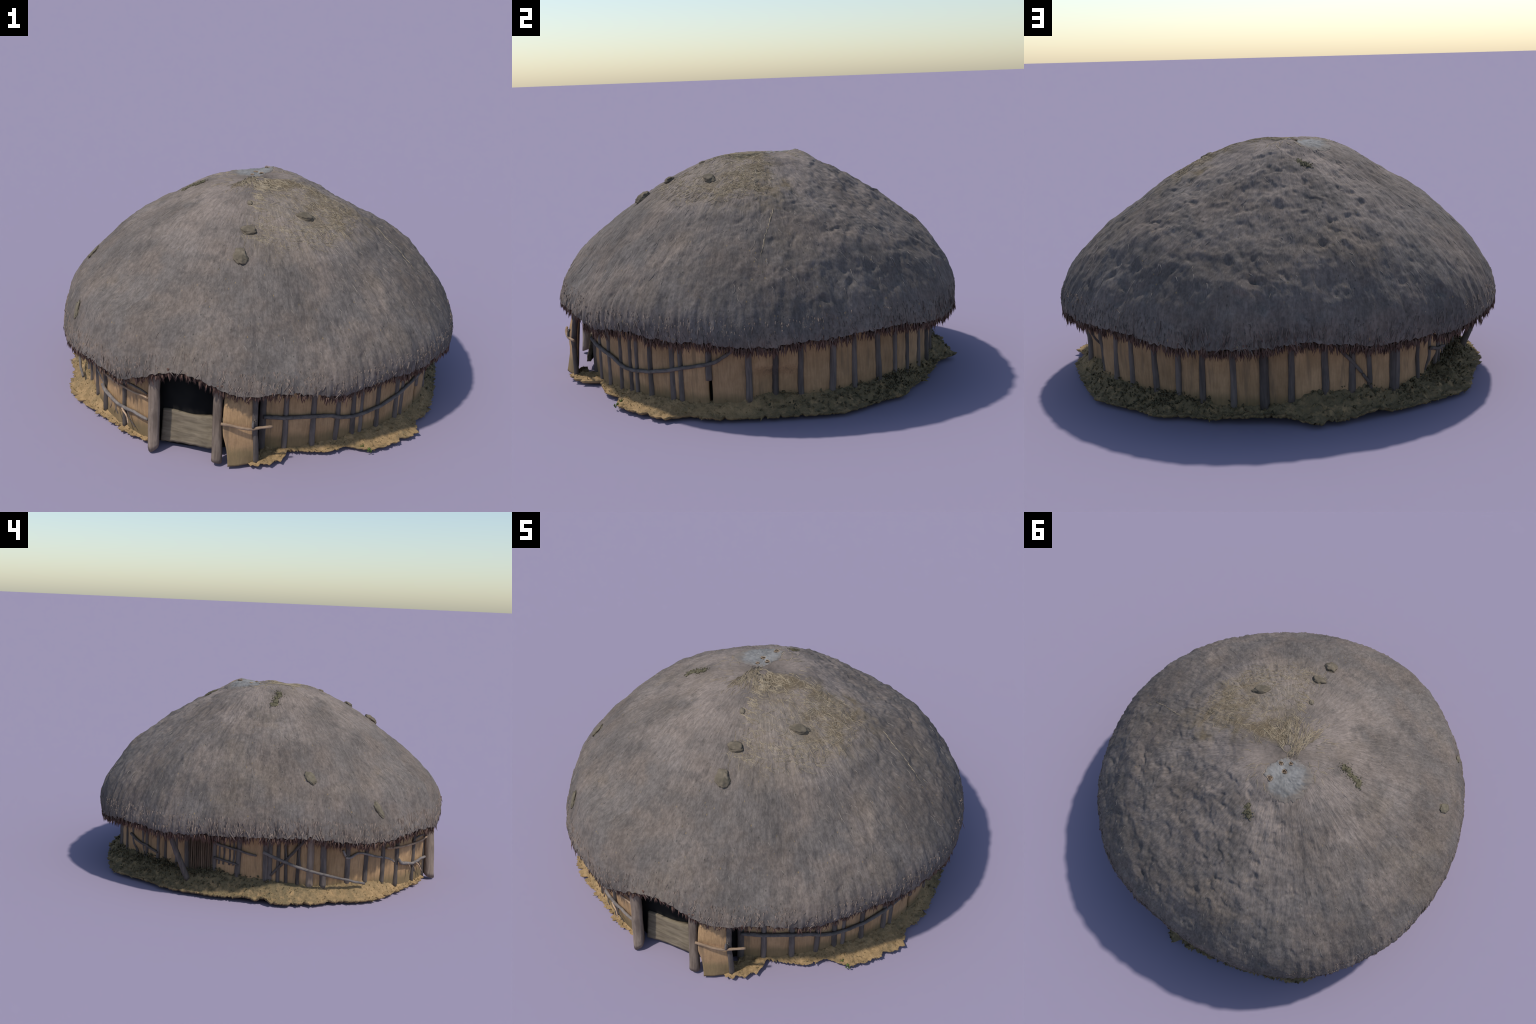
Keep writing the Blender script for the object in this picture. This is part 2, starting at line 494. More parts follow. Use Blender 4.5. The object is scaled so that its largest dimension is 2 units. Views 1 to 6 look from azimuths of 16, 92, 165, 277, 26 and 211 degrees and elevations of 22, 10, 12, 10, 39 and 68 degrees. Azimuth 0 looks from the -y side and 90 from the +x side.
comb = noise(np.stack([ua * 55, ub * 55, slope * 5], -1), 1.0, 60) + .6 * noise(np.stack([ua * 120, ub * 120, slope * 8], -1), 1.0, 61)
d = rough * (0.0142 * hum + 0.012 * pits)
d += clumps * .0030 * smooth(.15, .5, rg)
d += 0.0035 * fbm(flat, 5, 80, 2) + 0.0022 * fbm(flat, 26, 81, 2)
d += comb * (0.0013 + 0.0030 * smooth(.80, .97, sg)) * smooth(.08, .5, rg)
d -= 0.001
d += .008 * np.exp(-((flat[:, 0] + .012) ** 2 + (flat[:, 1] - .206) ** 2) / .035 ** 2)   # proud lip beside the cap
ROOF = BASE + NRM * d.reshape(ROWS, NT, 1)
ROOF[0] = ROOF[1].mean(0)
# straggling lower edge
jag = noise(np.stack([ua, ub, ua * 0], -1)[-NT:], 46, 90) + 0.8 * noise(np.stack([ua, ub, ua * 0], -1)[-NT:], 100, 91)
last = smooth(.965, 1.0, S[:, 0])
ROOF[:, :, 2] -= last[:, None] * (0.008 * jag + 0.002)[None, :]
roof = big_grid("thatch_roof", ROOF, M_THATCH, root)

def roof_at(az, r):
    """point and outward normal of the roof surface at azimuth (deg) and radius"""
    j = int(round((az % 360) / 360 * NT)) % NT
    col = GR[:, j]
    i = int(np.argmax(col >= r)) if (col >= r).any() else int(np.argmax(col))
    i = min(max(i, 2), ROWS - 2)
    return ROOF[i, j].copy(), NRM[i, j].copy()

def roof_xy(x, y):
    return roof_at(math.degrees(math.atan2(x - RX, -(y - RY))), math.hypot(x - RX, y - RY))

# wall line -------------------------------------------------------------
WALL_R = [(8, .90), (20, .890), (27, .885), (35, .89), (48, .90), (57, .915), (65, .925), (76, .935), (87, .93), (95, .912),
          (110, .885), (125, .86), (140, .835), (155, .816), (172, .812), (180, .812), (195, .819), (215, .792), (224, .765), (230, .750), (240, .750), (246, .768),
          (270, .790), (280, .815), (297, .860), (315, .893), (330, .928), (340, .945), (349, .955)]
FOOT_Z = [(12, .03), (20, .035), (27, .03), (35, .045), (48, .06), (65, .065), (76, .07), (86, .10), (110, .09), (125, .09), (140, .08),
          (150, .058), (158, .07), (166, .10), (175, .12), (188, .12), (196, .088), (206, .095), (211, .10), (216, .075), (222, .09), (230, .085),
          (240, .085), (250, .105), (260, .12), (270, .11), (280, .11), (295, .085), (307, .10), (315, .095), (322, .085), (327, .05),
          (339, .045), (348, .03)]
wall_r = lambda a: around(WALL_R, a)
def hollow(a, z):
    """how far the wall has caved in near its foot"""
    return (.045 * np.exp(-((np.asarray(a) - 93.5) / 6.5) ** 4) * smooth(.24, .16, z)
            + .030 * np.exp(-((np.asarray(a) - 216.0) / 4.5) ** 4) * smooth(.16, .10, z))
foot_z = lambda a: around(FOOT_Z, a)

# underside of the thatch: shares the rim ring, runs in over the wall head, then up as the ceiling, coloured dark
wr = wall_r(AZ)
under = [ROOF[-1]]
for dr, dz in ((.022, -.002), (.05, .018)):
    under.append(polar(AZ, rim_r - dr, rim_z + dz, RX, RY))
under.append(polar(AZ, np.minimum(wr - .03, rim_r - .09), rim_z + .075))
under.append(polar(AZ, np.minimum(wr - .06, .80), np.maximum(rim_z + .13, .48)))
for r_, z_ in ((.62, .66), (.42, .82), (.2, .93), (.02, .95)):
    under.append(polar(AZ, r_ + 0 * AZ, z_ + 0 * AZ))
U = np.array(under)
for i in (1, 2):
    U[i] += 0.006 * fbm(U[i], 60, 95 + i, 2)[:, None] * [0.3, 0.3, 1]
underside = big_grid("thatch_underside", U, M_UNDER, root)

# crown: a hard grey cap smeared over the top, with openings
def crown_patch():
    edge = [(0, .105), (30, .10), (60, .088), (80, .093), (110, .105), (140, .098), (165, .12), (185, .125), (205, .125), (230, .125),
            (250, .135), (275, .125), (300, .135), (320, .125), (340, .11)]
    pc = np.array([-.108, .150])
    n, m = 160, 26
    a = np.arange(n) / n * 360
    # measured from its own middle; azimuth 0 towards the door
    ed = around(edge, a)
    ed = ed * (.97 + .10 * noise(np.stack([np.cos(np.radians(a)), np.sin(np.radians(a)), a * 0], -1), 5, 5) + .10 * noise(np.stack([np.cos(np.radians(a)), np.sin(np.radians(a)), a * 0], -1), 14, 6))
    P = np.zeros((m + 2, n, 3))
    for i in range(m + 2):
        f = min(i / m, 1.0)
        xy = np.stack([pc[0] + ed * f * np.sin(np.radians(a)), pc[1] - ed * f * np.cos(np.radians(a))], -1)
        z = np.array([roof_xy(*q)[0][2] for q in xy])
        lift = .004 * (1 - f ** 3) + .0012
        if i > m:
            lift = -.012
        P[i, :, :2] = xy
        P[i, :, 2] = z + lift
    q = P[:m + 1].reshape(-1, 3)
    ridge = noise(q * [1, 1, 0] @ np.array([[.5, .87, 0], [-.87, .5, 0], [0, 0, 1]]) * [90, 10, 1], 1.0, 8) * smooth(-.12, -.17, q[:, 0])
    P[:m + 1, :, 2] += (0.0032 * ridge + .004 * fbm(q, 34, 9, 3) + .002 * noise(q, 110, 12)).reshape(m + 1, n)
    for hx, hy, hr in CROWN_HOLES:
        dd = np.hypot(P[..., 0] - hx, P[..., 1] - hy)
        P[..., 2] -= .014 * smooth(hr * 1.25, hr * .75, dd)
    P[0] = P[0].mean(0)
    n_ = Nodes("crown_cap", 0.7)
    k = n_.noise(n_.pos, 26, 4, 0.6)
    st = n_.noise(n_.mapping(n_.pos, (30, 120, 10)), 1.0, 3)
    c = n_.mix(n_.step(k, .32, .68), (0.160, 0.154, 0.145), (0.250, 0.240, 0.226))
    c = gain(n_, c, st, .8, 1.2)
    px, py, pz = n_.xyz(n_.pos)
    ax, ay = n_.math('SUBTRACT', px, -.108), n_.math('SUBTRACT', py, .150)
    dist = n_.math('SQRT', n_.math('ADD', n_.math('MULTIPLY', ax, ax), n_.math('MULTIPLY', ay, ay)))
    dist = n_.math('MULTIPLY_ADD', n_.noise(n_.pos, 22, 5, .7), .11, dist)
    c = n_.mix(n_.step(dist, .125, .165), c, (0.185, 0.157, 0.133))
    ob = big_grid("crown_cap", P, n_.finish(c, k, .4, .004), roof)
    rim = plain_material("crown_hole_edge", (0.30, 0.20, 0.13), (0.46, 0.36, 0.26), 60)
    dark = plain_material("crown_hole_inside", (0.07, 0.050, 0.034), (0.15, 0.11, 0.075), 80)
    for hx, hy, hr in CROWN_HOLES:
        p, _ = roof_xy(hx, hy)
        t = np.arange(14) / 14 * TAU
        rr = hr * (1 + .25 * np.sin(3 * t + hx * 90))
        ring = np.stack([hx + rr * np.cos(t), hy + rr * .8 * np.sin(t), 0 * t + p[2] + .0055], -1)
        V, F = tube(np.vstack([ring, ring[:1]]), .0014, 6)
        make("crown_hole_rim", V, F, rim, ob)
        top = np.stack([hx + rr * .95 * np.cos(t), hy + rr * .76 * np.sin(t), 0 * t + p[2] + .003], -1)
        low = top - [0, 0, .010]
        make("crown_hole", np.vstack([top, low]), [list(range(14)), list(range(27, 13, -1))] +
             [[i, i + 14, (i + 1) % 14 + 14, (i + 1) % 14] for i in range(14)], dark, ob)
CROWN_HOLES = [(-.054, .107, .010), (-.093, .081, .008), (-.089, .133, .011), (-.051, .202, .013)]
crown_patch()

# stones pinned on the thatch ------------------------------------------------
def lump(name, size, seed, mat, parent, at, nrm, turn, detail=4, ruff=.42, sink=.42, blocky=2.8):
    bm = bmesh.new()
    bmesh.ops.create_icosphere(bm, subdivisions=detail, radius=1)
    V = np.array([v.co[:] for v in bm.verts])
    F = [[v.index for v in f.verts] for f in bm.faces]
    bm.free()
    l = (np.abs(V) ** blocky).sum(1) ** (1 / blocky)
    V = V / l[:, None]
    V = V * (1 + ruff * fbm(V, 1.1, seed, 3) + .06 * noise(V, 5, seed + 3) + .03 * noise(V, 12, seed + 4))[:, None] * np.array(size) / 2
    nrm = nrm / np.linalg.norm(nrm)
    t = np.cross(nrm, [0, 0, 1.0]); t /= np.linalg.norm(t)
    b = np.cross(nrm, t)
    c, s = math.cos(turn), math.sin(turn)
    X, Y = c * t + s * b, -s * t + c * b
    W = V[:, :1] * X + V[:, 1:2] * Y + V[:, 2:] * nrm + at + nrm * size[2] * (.5 - sink)
    return make(name, W, F, mat, parent)

STONES = [(.059, -.551, (.060, .078, .040), .35), (.052, -.421, (.064, .052, .028), .2), (.266, -.202, (.080, .046, .030), -.6),
          (-.806, -.287, (.046, .080, .016), .4), (-.725, -.636, (.034, .084, .015), .5), (.005, -.262, (.022, .03, .016), .3)]
for i, (x, y, size, turn) in enumerate(STONES):
    p, nr = roof_xy(x, y)
    flat_turf = size[2] < .026 and x < -.5
    lump("turf_clump" if flat_turf else "roof_stone", size, 200 + i, M_TURF if flat_turf else M_STONE, roof, p, nr, turn)

def tuft_blades(batch, centre, nrm, count, spread, length, width, lean=.8, seed=0):
    g = np.random.default_rng(seed)
    nrm = nrm / np.linalg.norm(nrm)
    t = np.cross(nrm, [0.3, 0.2, 1.0]); t /= np.linalg.norm(t)
    b = np.cross(nrm, t)
    for _ in range(count):
        o = g.normal(0, spread, 2)
        base = centre + o[0] * t + o[1] * b
        dirv = nrm + lean * (g.normal(0, 1) * t + g.normal(0, 1) * b)
        dirv /= np.linalg.norm(dirv)
        blade(batch, base, dirv, length * g.uniform(.6, 1.3), width * g.uniform(.7, 1.3), g)

def blade(batch, base, dirv, length, width, g, thick=.35, bend=.25):
    """tapered three-sided blade, closed"""
    _, u, w = frame(dirv)
    a = g.uniform(0, TAU)
    u, w = math.cos(a) * u + math.sin(a) * w, -math.sin(a) * u + math.cos(a) * w
    mid = base + dirv * length * .55 + w * length * bend * .3
    tip = base + dirv * length + w * length * bend
    V = [base - u * width / 2, base + u * width / 2, base + w * width * thick,
         mid - u * width * .4, mid + u * width * .4, mid + w * width * thick * .8, tip]
    F = [[2, 1, 0], [0, 1, 4, 3], [1, 2, 5, 4], [2, 0, 3, 5], [3, 4, 6], [4, 5, 6], [5, 3, 6]]
    batch.add(V, F)

MOSSES = [(-.356, -.049, [(-.052, .012), (-.024, .002), (.002, .004), (.026, -.008), (.048, -.004)], .028), (-.039, .374, [(0, 0), (.014, -.016), (-.012, .010)], .026)]
for i, (x, y, offs, sz) in enumerate(MOSSES):
    for k, (ox, oy) in enumerate(offs):
        p, nr = roof_xy(x + ox, y + oy)
        m = lump("moss_clump", (sz * (1.5 - .15 * k), sz * 1.0, sz * .24), 300 + 10 * i + k, M_MOSS, roof, p, nr, k * 1.1, 4, .8, .5, 2.0)
        bt = Batch()
        tuft_blades(bt, p + nr * sz * .04, nr, 34, sz * .42, sz * .24, .006, 1.6, 40 + 7 * i + k)
        bt.build("moss_blades", M_MOSS, roof)

# straw strands lying on the roof --------------------------------------------
def strand(batch, az, r, heading, length, width, curl, g, lift=.002):
    pts = []
    p, nr = roof_at(az, r)
    for s in (-.5, -.17, .17, .5):
        a = math.radians(heading) + curl * s
        da = math.degrees(length * s * math.sin(a) / max(r, .05))
        dr = length * s * math.cos(a) * .8
        q, nq = roof_at(az + da, max(r + dr, .02))
        pts.append(q + nq * (lift + g.uniform(0, .0012)))
    V, F = tube(np.array(pts), [width * .5, width * .6, width * .5, width * .25], 3)
    batch.add(V, F)

g = np.random.default_rng(11)
bt = Batch()
for _ in range(1500):                       # the yellow heap right of the door
    x, y = g.uniform(-.02, .48), g.uniform(-.50, .09)
    a = math.degrees(math.atan2(x + .02, .03 - y)); rr = math.hypot(x + .02, y - .03)
    if not (8 + 4 * g.normal() < a < 100 + 8 * g.normal()) or rr > .52 + .03 * g.normal() or rr < .04:
        continue
    if a < 62 and rr < .42 and rr > .16 and g.random() < .72:
        continue
    rr2 = math.hypot(x - RX, y - RY); a2 = math.degrees(math.atan2(x - RX, -(y - RY)))
    strand(bt, a2, rr2, g.normal(55, 50), g.uniform(.03, .085), g.uniform(.0011, .0020), g.normal(0, .9), g, -.0002)
for _ in range(90):                        # bright ends round the crown
    a = g.uniform(0, 360)
    strand(bt, a, g.uniform(.13, .24), g.normal(0, 25), g.uniform(.03, .06), .0026, g.normal(0, .4), g, -.0002)
for _ in range(45):                        # swept line beside the heap
    f = g.random()
    x, y = .0 + .05 * f + g.normal(0, .012), .0 - .30 * f
    strand(bt, math.degrees(math.atan2(x - RX, -(y - RY))), math.hypot(x - RX, y - RY), g.normal(60, 20), g.uniform(.04, .08), .0026, g.normal(0, .5), g, -.0002)
for _ in range(170):                       # fan of blades spreading from the cap to the heap
    f = g.uniform(0, 1)
    a = g.uniform(math.radians(-20), math.radians(75))
    x, y = -.075 + math.sin(a) * (.03 + .16 * f), .055 - math.cos(a) * (.03 + .16 * f)
    hd = math.degrees(a) - math.degrees(math.atan2(x - RX, -(y - RY)))
    strand(bt, math.degrees(math.atan2(x - RX, -(y - RY))), math.hypot(x - RX, y - RY), hd + g.normal(0, 14), g.uniform(.05, .12), g.uniform(.0020, .0032), g.normal(0, .4), g, .0008)
bt.build("loose_straw", M_STRAW, roof)
bt = Batch()
for _ in range(650):                      # grey strands combed down the slope
    a = g.uniform(0, 360); r_ = math.sqrt(g.uniform(.03, .93))
    strand(bt, a, r_, g.normal(8, 16), g.uniform(.02, .05), g.uniform(.0014, .0022), g.normal(0, .5), g, -.0002)
bt.build("grey_straw", M_GREYSTRAW, roof)
bt = Batch()
for t in np.linspace(0, 1, 9):             # one long pale stalk on the right-hand slope
    x, y = .573 + .2 * t, .094 - .05 * t
    strand(bt, math.degrees(math.atan2(x - RX, -(y - RY))), math.hypot(x - RX, y - RY), -6, .045, .0042, .1, g, -.0012)
bt.build("long_stalk", M_STRAW, roof)

# ragged reed ends under the rim ----------------------------------------------
def rim_point(az, inset, up):
    j = int((az % 360) / 360 * NT) % NT
    e = ROOF[-1, j]
    return e + np.array([-math.sin(math.radians(AZ[j])) * inset, math.cos(math.radians(AZ[j])) * inset, up])

g = np.random.default_rng(23)
tuft_meshes = []
for k in range(10):
    b_ = Batch()
    for _ in range(int(g.integers(4, 8))):
        base = np.array([g.normal(0, .008), abs(g.normal(0, .007)), .016])
        dv = np.array([g.normal(0, .22), abs(g.normal(0.04, .14)), -1.0]); dv /= np.linalg.norm(dv)
        blade(b_, base, dv, g.uniform(.030, .054), g.uniform(.006, .013), g, .45, .06)
    me = bpy.data.meshes.new("reed_tuft")
    me.from_pydata(np.vstack(b_.v).tolist(), [], b_.f)
    outward(me)
    me.materials.append(M_REED)
    me.update()
    tuft_meshes.append(me)
def fringe_density(az):
    a = (az + 180) % 360 - 180
    clump = float(noise(np.array([[math.sin(math.radians(az)), math.cos(math.radians(az)), 0]]), 22, 404)[0])
    return 0.3 if -34 < a < 9 else min(1.0, .62 + .8 * clump)
made = 0
while made < 290:
    a = g.uniform(0, 360)
    if g.random() > fringe_density(a):
        continue
    ob = bpy.data.objects.new("reed_tuft", tuft_meshes[int(g.integers(0, 10))])
    bpy.context.scene.collection.objects.link(ob)
    ob.parent = roof
    ob.location = rim_point(a, g.uniform(.001, .020), g.uniform(-.008, .004)).tolist()
    ob.rotation_euler = (0, 0, math.radians(a) + g.normal(0, .12))
    s = g.uniform(.75, 1.35)
    ob.scale = (s * g.uniform(.8, 1.2), s, s * g.uniform(.8, 1.25))
    made += 1
bt = Batch()
for _ in range(5200):
    a = g.uniform(0, 360)
    if g.random() > fringe_density(a):
        continue
    out = polar(a, 1.0, 0, 0, 0)
    dv = np.array([0, 0, -1.0]) + out * g.normal(-.10, .10) + np.array([g.normal(0, .15), g.normal(0, .15), 0])
    dv /= np.linalg.norm(dv)
    blade(bt, rim_point(a, g.uniform(.001, .030), g.uniform(-.010, .010)), dv, g.uniform(.024, .052), g.uniform(.004, .010), g, .5, .06)
bt.build("reed_fringe", M_REED, roof)
bt = Batch()
for _ in range(2600):                       # outer reeds lying on the last of the slope, tips past the edge
    j = int(g.integers(0, NT))
    if -8 < (AZ[j] + 180) % 360 - 180 < 8 and g.random() < .5:
        continue
    k = int(g.integers(4, 24))
    p, q = ROOF[ROWS - 1 - k, j], ROOF[ROWS - 1, (j + int(g.integers(-3, 4))) % NT]
    dv = q - p
    dv = dv / (np.linalg.norm(dv) + 1e-9)
    dv[2] -= .15
    dv /= np.linalg.norm(dv)
    blade(bt, p + NRM[ROWS - 1 - k, j] * .0005, dv, g.uniform(.025, .06), g.uniform(.003, .008), g, .4, .04)
bt.build("outer_reeds", M_OUTER, roof)

# ------------------------------------------------------------------ walls
HEAD = .43
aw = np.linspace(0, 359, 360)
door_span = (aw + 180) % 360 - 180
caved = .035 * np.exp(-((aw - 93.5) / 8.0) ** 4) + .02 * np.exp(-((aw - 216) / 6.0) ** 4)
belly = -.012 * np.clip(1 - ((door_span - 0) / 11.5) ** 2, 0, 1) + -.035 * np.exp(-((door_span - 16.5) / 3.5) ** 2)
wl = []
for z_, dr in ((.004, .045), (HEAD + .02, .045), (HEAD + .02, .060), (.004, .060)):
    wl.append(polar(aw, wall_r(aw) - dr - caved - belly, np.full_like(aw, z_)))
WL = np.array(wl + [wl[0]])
wall = big_grid("blackened_backing", WL[::-1], M_PAINTED_DARK, root)

POSTS = [(20.3, .015), (27.1, .013), (35.4, .0135), (43.1, .012), (48.5, .013), (51.3, .011), (57.2, .013), (65.0, .0145), (67.5, .012),
         (75.9, .013), (86.3, .014), (93.4, .0135), (100.2, .012), (109.4, .0145), (116.5, .0125), (125.4, .015), (133.2, .013),
         (140.4, .0135), (149.2, .013), (157.9, .019), (165.5, .013), (174.9, .0145), (182.9, .014), (188.0, .011), (195.5, .015),
         (197.5, .014), (206.5, .010), (213.0, .010), (220.0, .010), (222.5, .011), (229.0, .010), (233.6, .010), (240.0, .009), (246.2, .014),
         (258.9, .011), (268.4, .014), (278.5, .014), (280.1, .013), (283.0, .010), (285.6, .008), (289.9, .009), (294.0, .019), (298.6, .018),
         (307.3, .014), (314.5, .013), (321.6, .013), (328.2, .015), (338.4, .0125), (349.6, .012)]
SLANT = {125.4: 0.3, 133.2: -.6, 220.0: 2.0, 222.5: .2, 246.2: 1.2, 149.2: -.4, 93.4: -.4}
g = np.random.default_rng(31)
for k, (a, rad) in enumerate(POSTS):
    n_ = 14
    t = np.linspace(0, 1, n_)
    sl = SLANT.get(a, g.normal(0, .25))
    aa = a + sl * (.5 - t) + g.normal(0, .12) * np.sin(t * 5 + g.uniform(0, 6))
    zb = foot_z(a) - .03
    z0 = .165 if a == 75.9 else zb
    zz = z0 + (HEAD - z0) * t
    path = polar(aa, wall_r(aa) - rad * .30 - hollow(aa, zz), zz) + .0014 * np.stack([noise(np.stack([zz * 12, zz * 0 + k * 7.3 + q, zz * 0], -1), 1.0, 440) for q in (0, 40, 80)], -1)
    V, F = tube(path, rad * (1.12 - .2 * t), 14, 1.0, .13, 500 + k)
    make("wall_post", V, F, M_DOORPOST if a == 294.0 else M_POST, wall)
# panels of daub between neighbouring posts
def panel(a0, a1, k, mat=M_DAUB, bulge=.008):
    nu = max(6, int((a1 - a0) * 1.6)); nv = 26
    u = np.linspace(0, 1, nu); v = np.linspace(0, 1, nv)
    am = (a0 + a1) / 2
    Uu, Vv = np.meshgrid(u, v)
    az = a0 + (a1 - a0) * Uu
    edge = (Uu - .5) * 2
    wob = noise(np.stack([Vv.ravel() * 4, np.sign(edge).ravel() * 9 + k * 3.1, 0 * edge.ravel()], -1), 1.0, 700).reshape(edge.shape)
    az = az + np.abs(edge) ** 6 * wob * .35
    zb = foot_z(az) - .03
    z = zb + (HEAD - zb) * Vv
    bow = bulge * (1 - np.abs(edge) ** 3.5) * (.6 + .4 * np.sin(np.pi * np.clip(Vv * 1.3, 0, 1)))
    q = polar(az, wall_r(az), z).reshape(-1, 3)
    bow = bow + (.0035 * fbm(q, 22, 710 + k, 2) + .0012 * noise(q * [120, 120, 12], 1.0, 711)).reshape(edge.shape)
    front = polar(az, wall_r(az) + bow - .004 - hollow(az, z), z)
    back = polar(az, wall_r(az) - .022 - hollow(az, z), z)
    n1 = nu * nv
    f = []
    idx = lambda i, j: i * nu + j
    for i in range(nv - 1):
        for j in range(nu - 1):
            f.append([idx(i, j), idx(i, j + 1), idx(i + 1, j + 1), idx(i + 1, j)])
            f.append([n1 + idx(i, j), n1 + idx(i + 1, j), n1 + idx(i + 1, j + 1), n1 + idx(i, j + 1)])
    for i in range(nv - 1):
        f.append([idx(i, 0), idx(i + 1, 0), n1 + idx(i + 1, 0), n1 + idx(i, 0)])
        f.append([idx(i, nu - 1), n1 + idx(i, nu - 1), n1 + idx(i + 1, nu - 1), idx(i + 1, nu - 1)])
    for j in range(nu - 1):
        f.append([idx(0, j), n1 + idx(0, j), n1 + idx(0, j + 1), idx(0, j + 1)])
        f.append([idx(nv - 1, j), idx(nv - 1, j + 1), n1 + idx(nv - 1, j + 1), n1 + idx(nv - 1, j)])
    return make("wall_panel", np.vstack([front.reshape(-1, 3), back.reshape(-1, 3)]), f, mat, wall)

for k in range(len(POSTS) - 1):
    (a0, r0), (a1, r1) = POSTS[k], POSTS[k + 1]
    if 246 < a0 < 258:                       # woven hurdle instead of daub
        for m in range(26):
            a = a0 + .6 + (a1 - a0 - 1.0) * m / 25
            t = np.linspace(0, 1, 8)
            zb = foot_z(a) - .03
            path = polar(a + .12 * np.sin(t * 6 + m), wall_r(a) - .004 + .003 * (-1) ** m, zb + (HEAD - zb) * t)
            V, F = tube(path, .0042, 6, 1, .2, 800 + m)
            make("wattle_stem", V, F, M_WATTLE, wall)
        continue
    deg = 57.3 / float(wall_r(a0))
    lo = a0 + r0 * .40 * deg
    hi = a1 - r1 * .40 * deg
    if a1 == 75.9:
        hi = a1 - .45
    if a0 == 75.9:
        lo = a0 + .65
    if hi - lo > .5:
        panel(lo, hi, k)

# poles and rails ----------------------------------------------------------
def pole(name, ctrl, rad, mat, proud=.012, seed=0, knots=.25, sides=10):
    """control points are (azimuth, height[, extra standoff])"""
    pts = []
    for c in ctrl:
        a, z = c[0], c[1]
        off = proud + (c[2] if len(c) > 2 else 0)
        pts.append(polar(a, float(wall_r(a)) + off, z))
    path = resample(pts, max(16, 6 * len(ctrl)))
    path = path + .0022 * np.stack([noise(path, 22, seed + 40 + i) for i in range(3)], -1)
    V, F = tube(path, rad * (1 - .25 * np.linspace(0, 1, len(path))), sides, 1, knots, seed)
    return make(name, V, F, mat, wall)

pole("tie_rail", [(20.5, .203), (27, .192), (34.5, .192), (40, .182), (45.5, .158), (51, .158), (56.5, .170), (62.3, .186), (67, .206),
                  (75, .236), (78.7, .256), (82.3, .298), (85, .33)], .0098, M_RAIL, .014, 1)
pole("tie_rail", [(-32, .178), (-30.5, .160), (-27, .148), (-24, .138), (-20, .140), (-16.8, .141), (-12, .133)], .0095, M_RAIL, .016, 2)
pole("tie_rail", [(-38, .256), (-33, .252), (-30, .250), (-25.5, .249), (-20, .247), (-16, .247), (-11.8, .246)], .0065, M_FRESH, .018, 3)
pole("tie_rail", [(-23, .258), (-18.5, .270), (-15, .266), (-12.8, .257)], .005, M_POST, .006, 4)  # thin dark line on the wall just above the paler rail, modelled as a slim pole
pole("tie_rail", [(-55, .265), (-52.9, .222), (-49.4, .246), (-45.6, .234), (-42, .217, -.004), (-36, .194, -.008), (-33, .17, -.010)], .0070, M_RAIL, .010, 5)
pole("leaning_pole", [(-82.5, .258, .034), (-80.4, .246, .038), (-72.5, .199, .042), (-66, .168, .042), (-59.5, .141, .040), (-52, .108, .034), (-47.8, .090, .030)], .0085, M_RAIL, .012, 6)
pole("brace", [(-67.5, .336), (-71, .275), (-75, .205), (-79.6, .129)], .0085, M_POST, .009, 7)
pole("brace", [(177.5, .31), (180.5, .26), (184, .20), (187.6, .130)], .0085, M_POST, .008, 8)
pole("brace", [(-147.5, .20), (-142, .178), (-136, .160), (-130.6, .14)], .008, M_POST, .012, 9)
pole("hatch_rail", [(-101.5, .272), (-97, .258), (-92.1, .246), (-88, .234), (-84.9, .224)], .0070, M_POST, .012, 10)
pole("hatch_rail", [(-101, .193), (-96, .180), (-91.3, .166)], .0065, M_POST, .012, 11)
for k, a in enumerate((-99.2, -97.3, -95.0, -93.5)):
    pole("hatch_bar", [(a, .16), (a + .2, .22), (a, .29)], .0055, M_POST, .003, 20 + k)
for k, (a, z0, z1) in enumerate([(-74.6, .20, .33), (-70.1, .17, .33)]):
    pole("thin_stake", [(a + .6, z0), (a, .5 * (z0 + z1)), (a - .3, z1)], .005, M_POST, .006, 30 + k)
pole("hanging_twig", [(-21.5, .135, .004), (-19.5, .11, .010), (-18.4, .078, .014)], .0045, M_FRESH, .016, 41)
pole("hanging_twig", [(-27, .148, .004), (-26.2, .12, .010), (-26.6, .098, .012)], .0040, M_FRESH, .016, 42)
pole("hanging_twig", [(-19.5, .135, .004), (-18.0, .10, .012), (-16.4, .066, .008)], .0030, M_POST, .012, 43)
pole("hanging_twig", [(-24.5, .138, .004), (-23.8, .115, .012), (-23.0, .092, .010)], .0032, M_POST, .014, 44)
# stout prop leaning on the wall at the back left
M_LEAN = wood_material("leaning_pole_wood", (0.100, 0.085, 0.077), (0.175, 0.147, 0.130))
V, F = tube(resample([(-.871, .418, .33), (-.848, .387, .225), (-.828, .359, .15), (-.806, .328, .06)], 16), np.linspace(.0135, .0165, 16), 12, 1, .16, 77)
make("leaning_pole", V, F, M_LEAN, wall)

# ------------------------------------------------------------------ doorway
doorway = bpy.data.objects.new("doorway", None)
bpy.context.scene.collection.objects.link(doorway)
doorway.parent = root

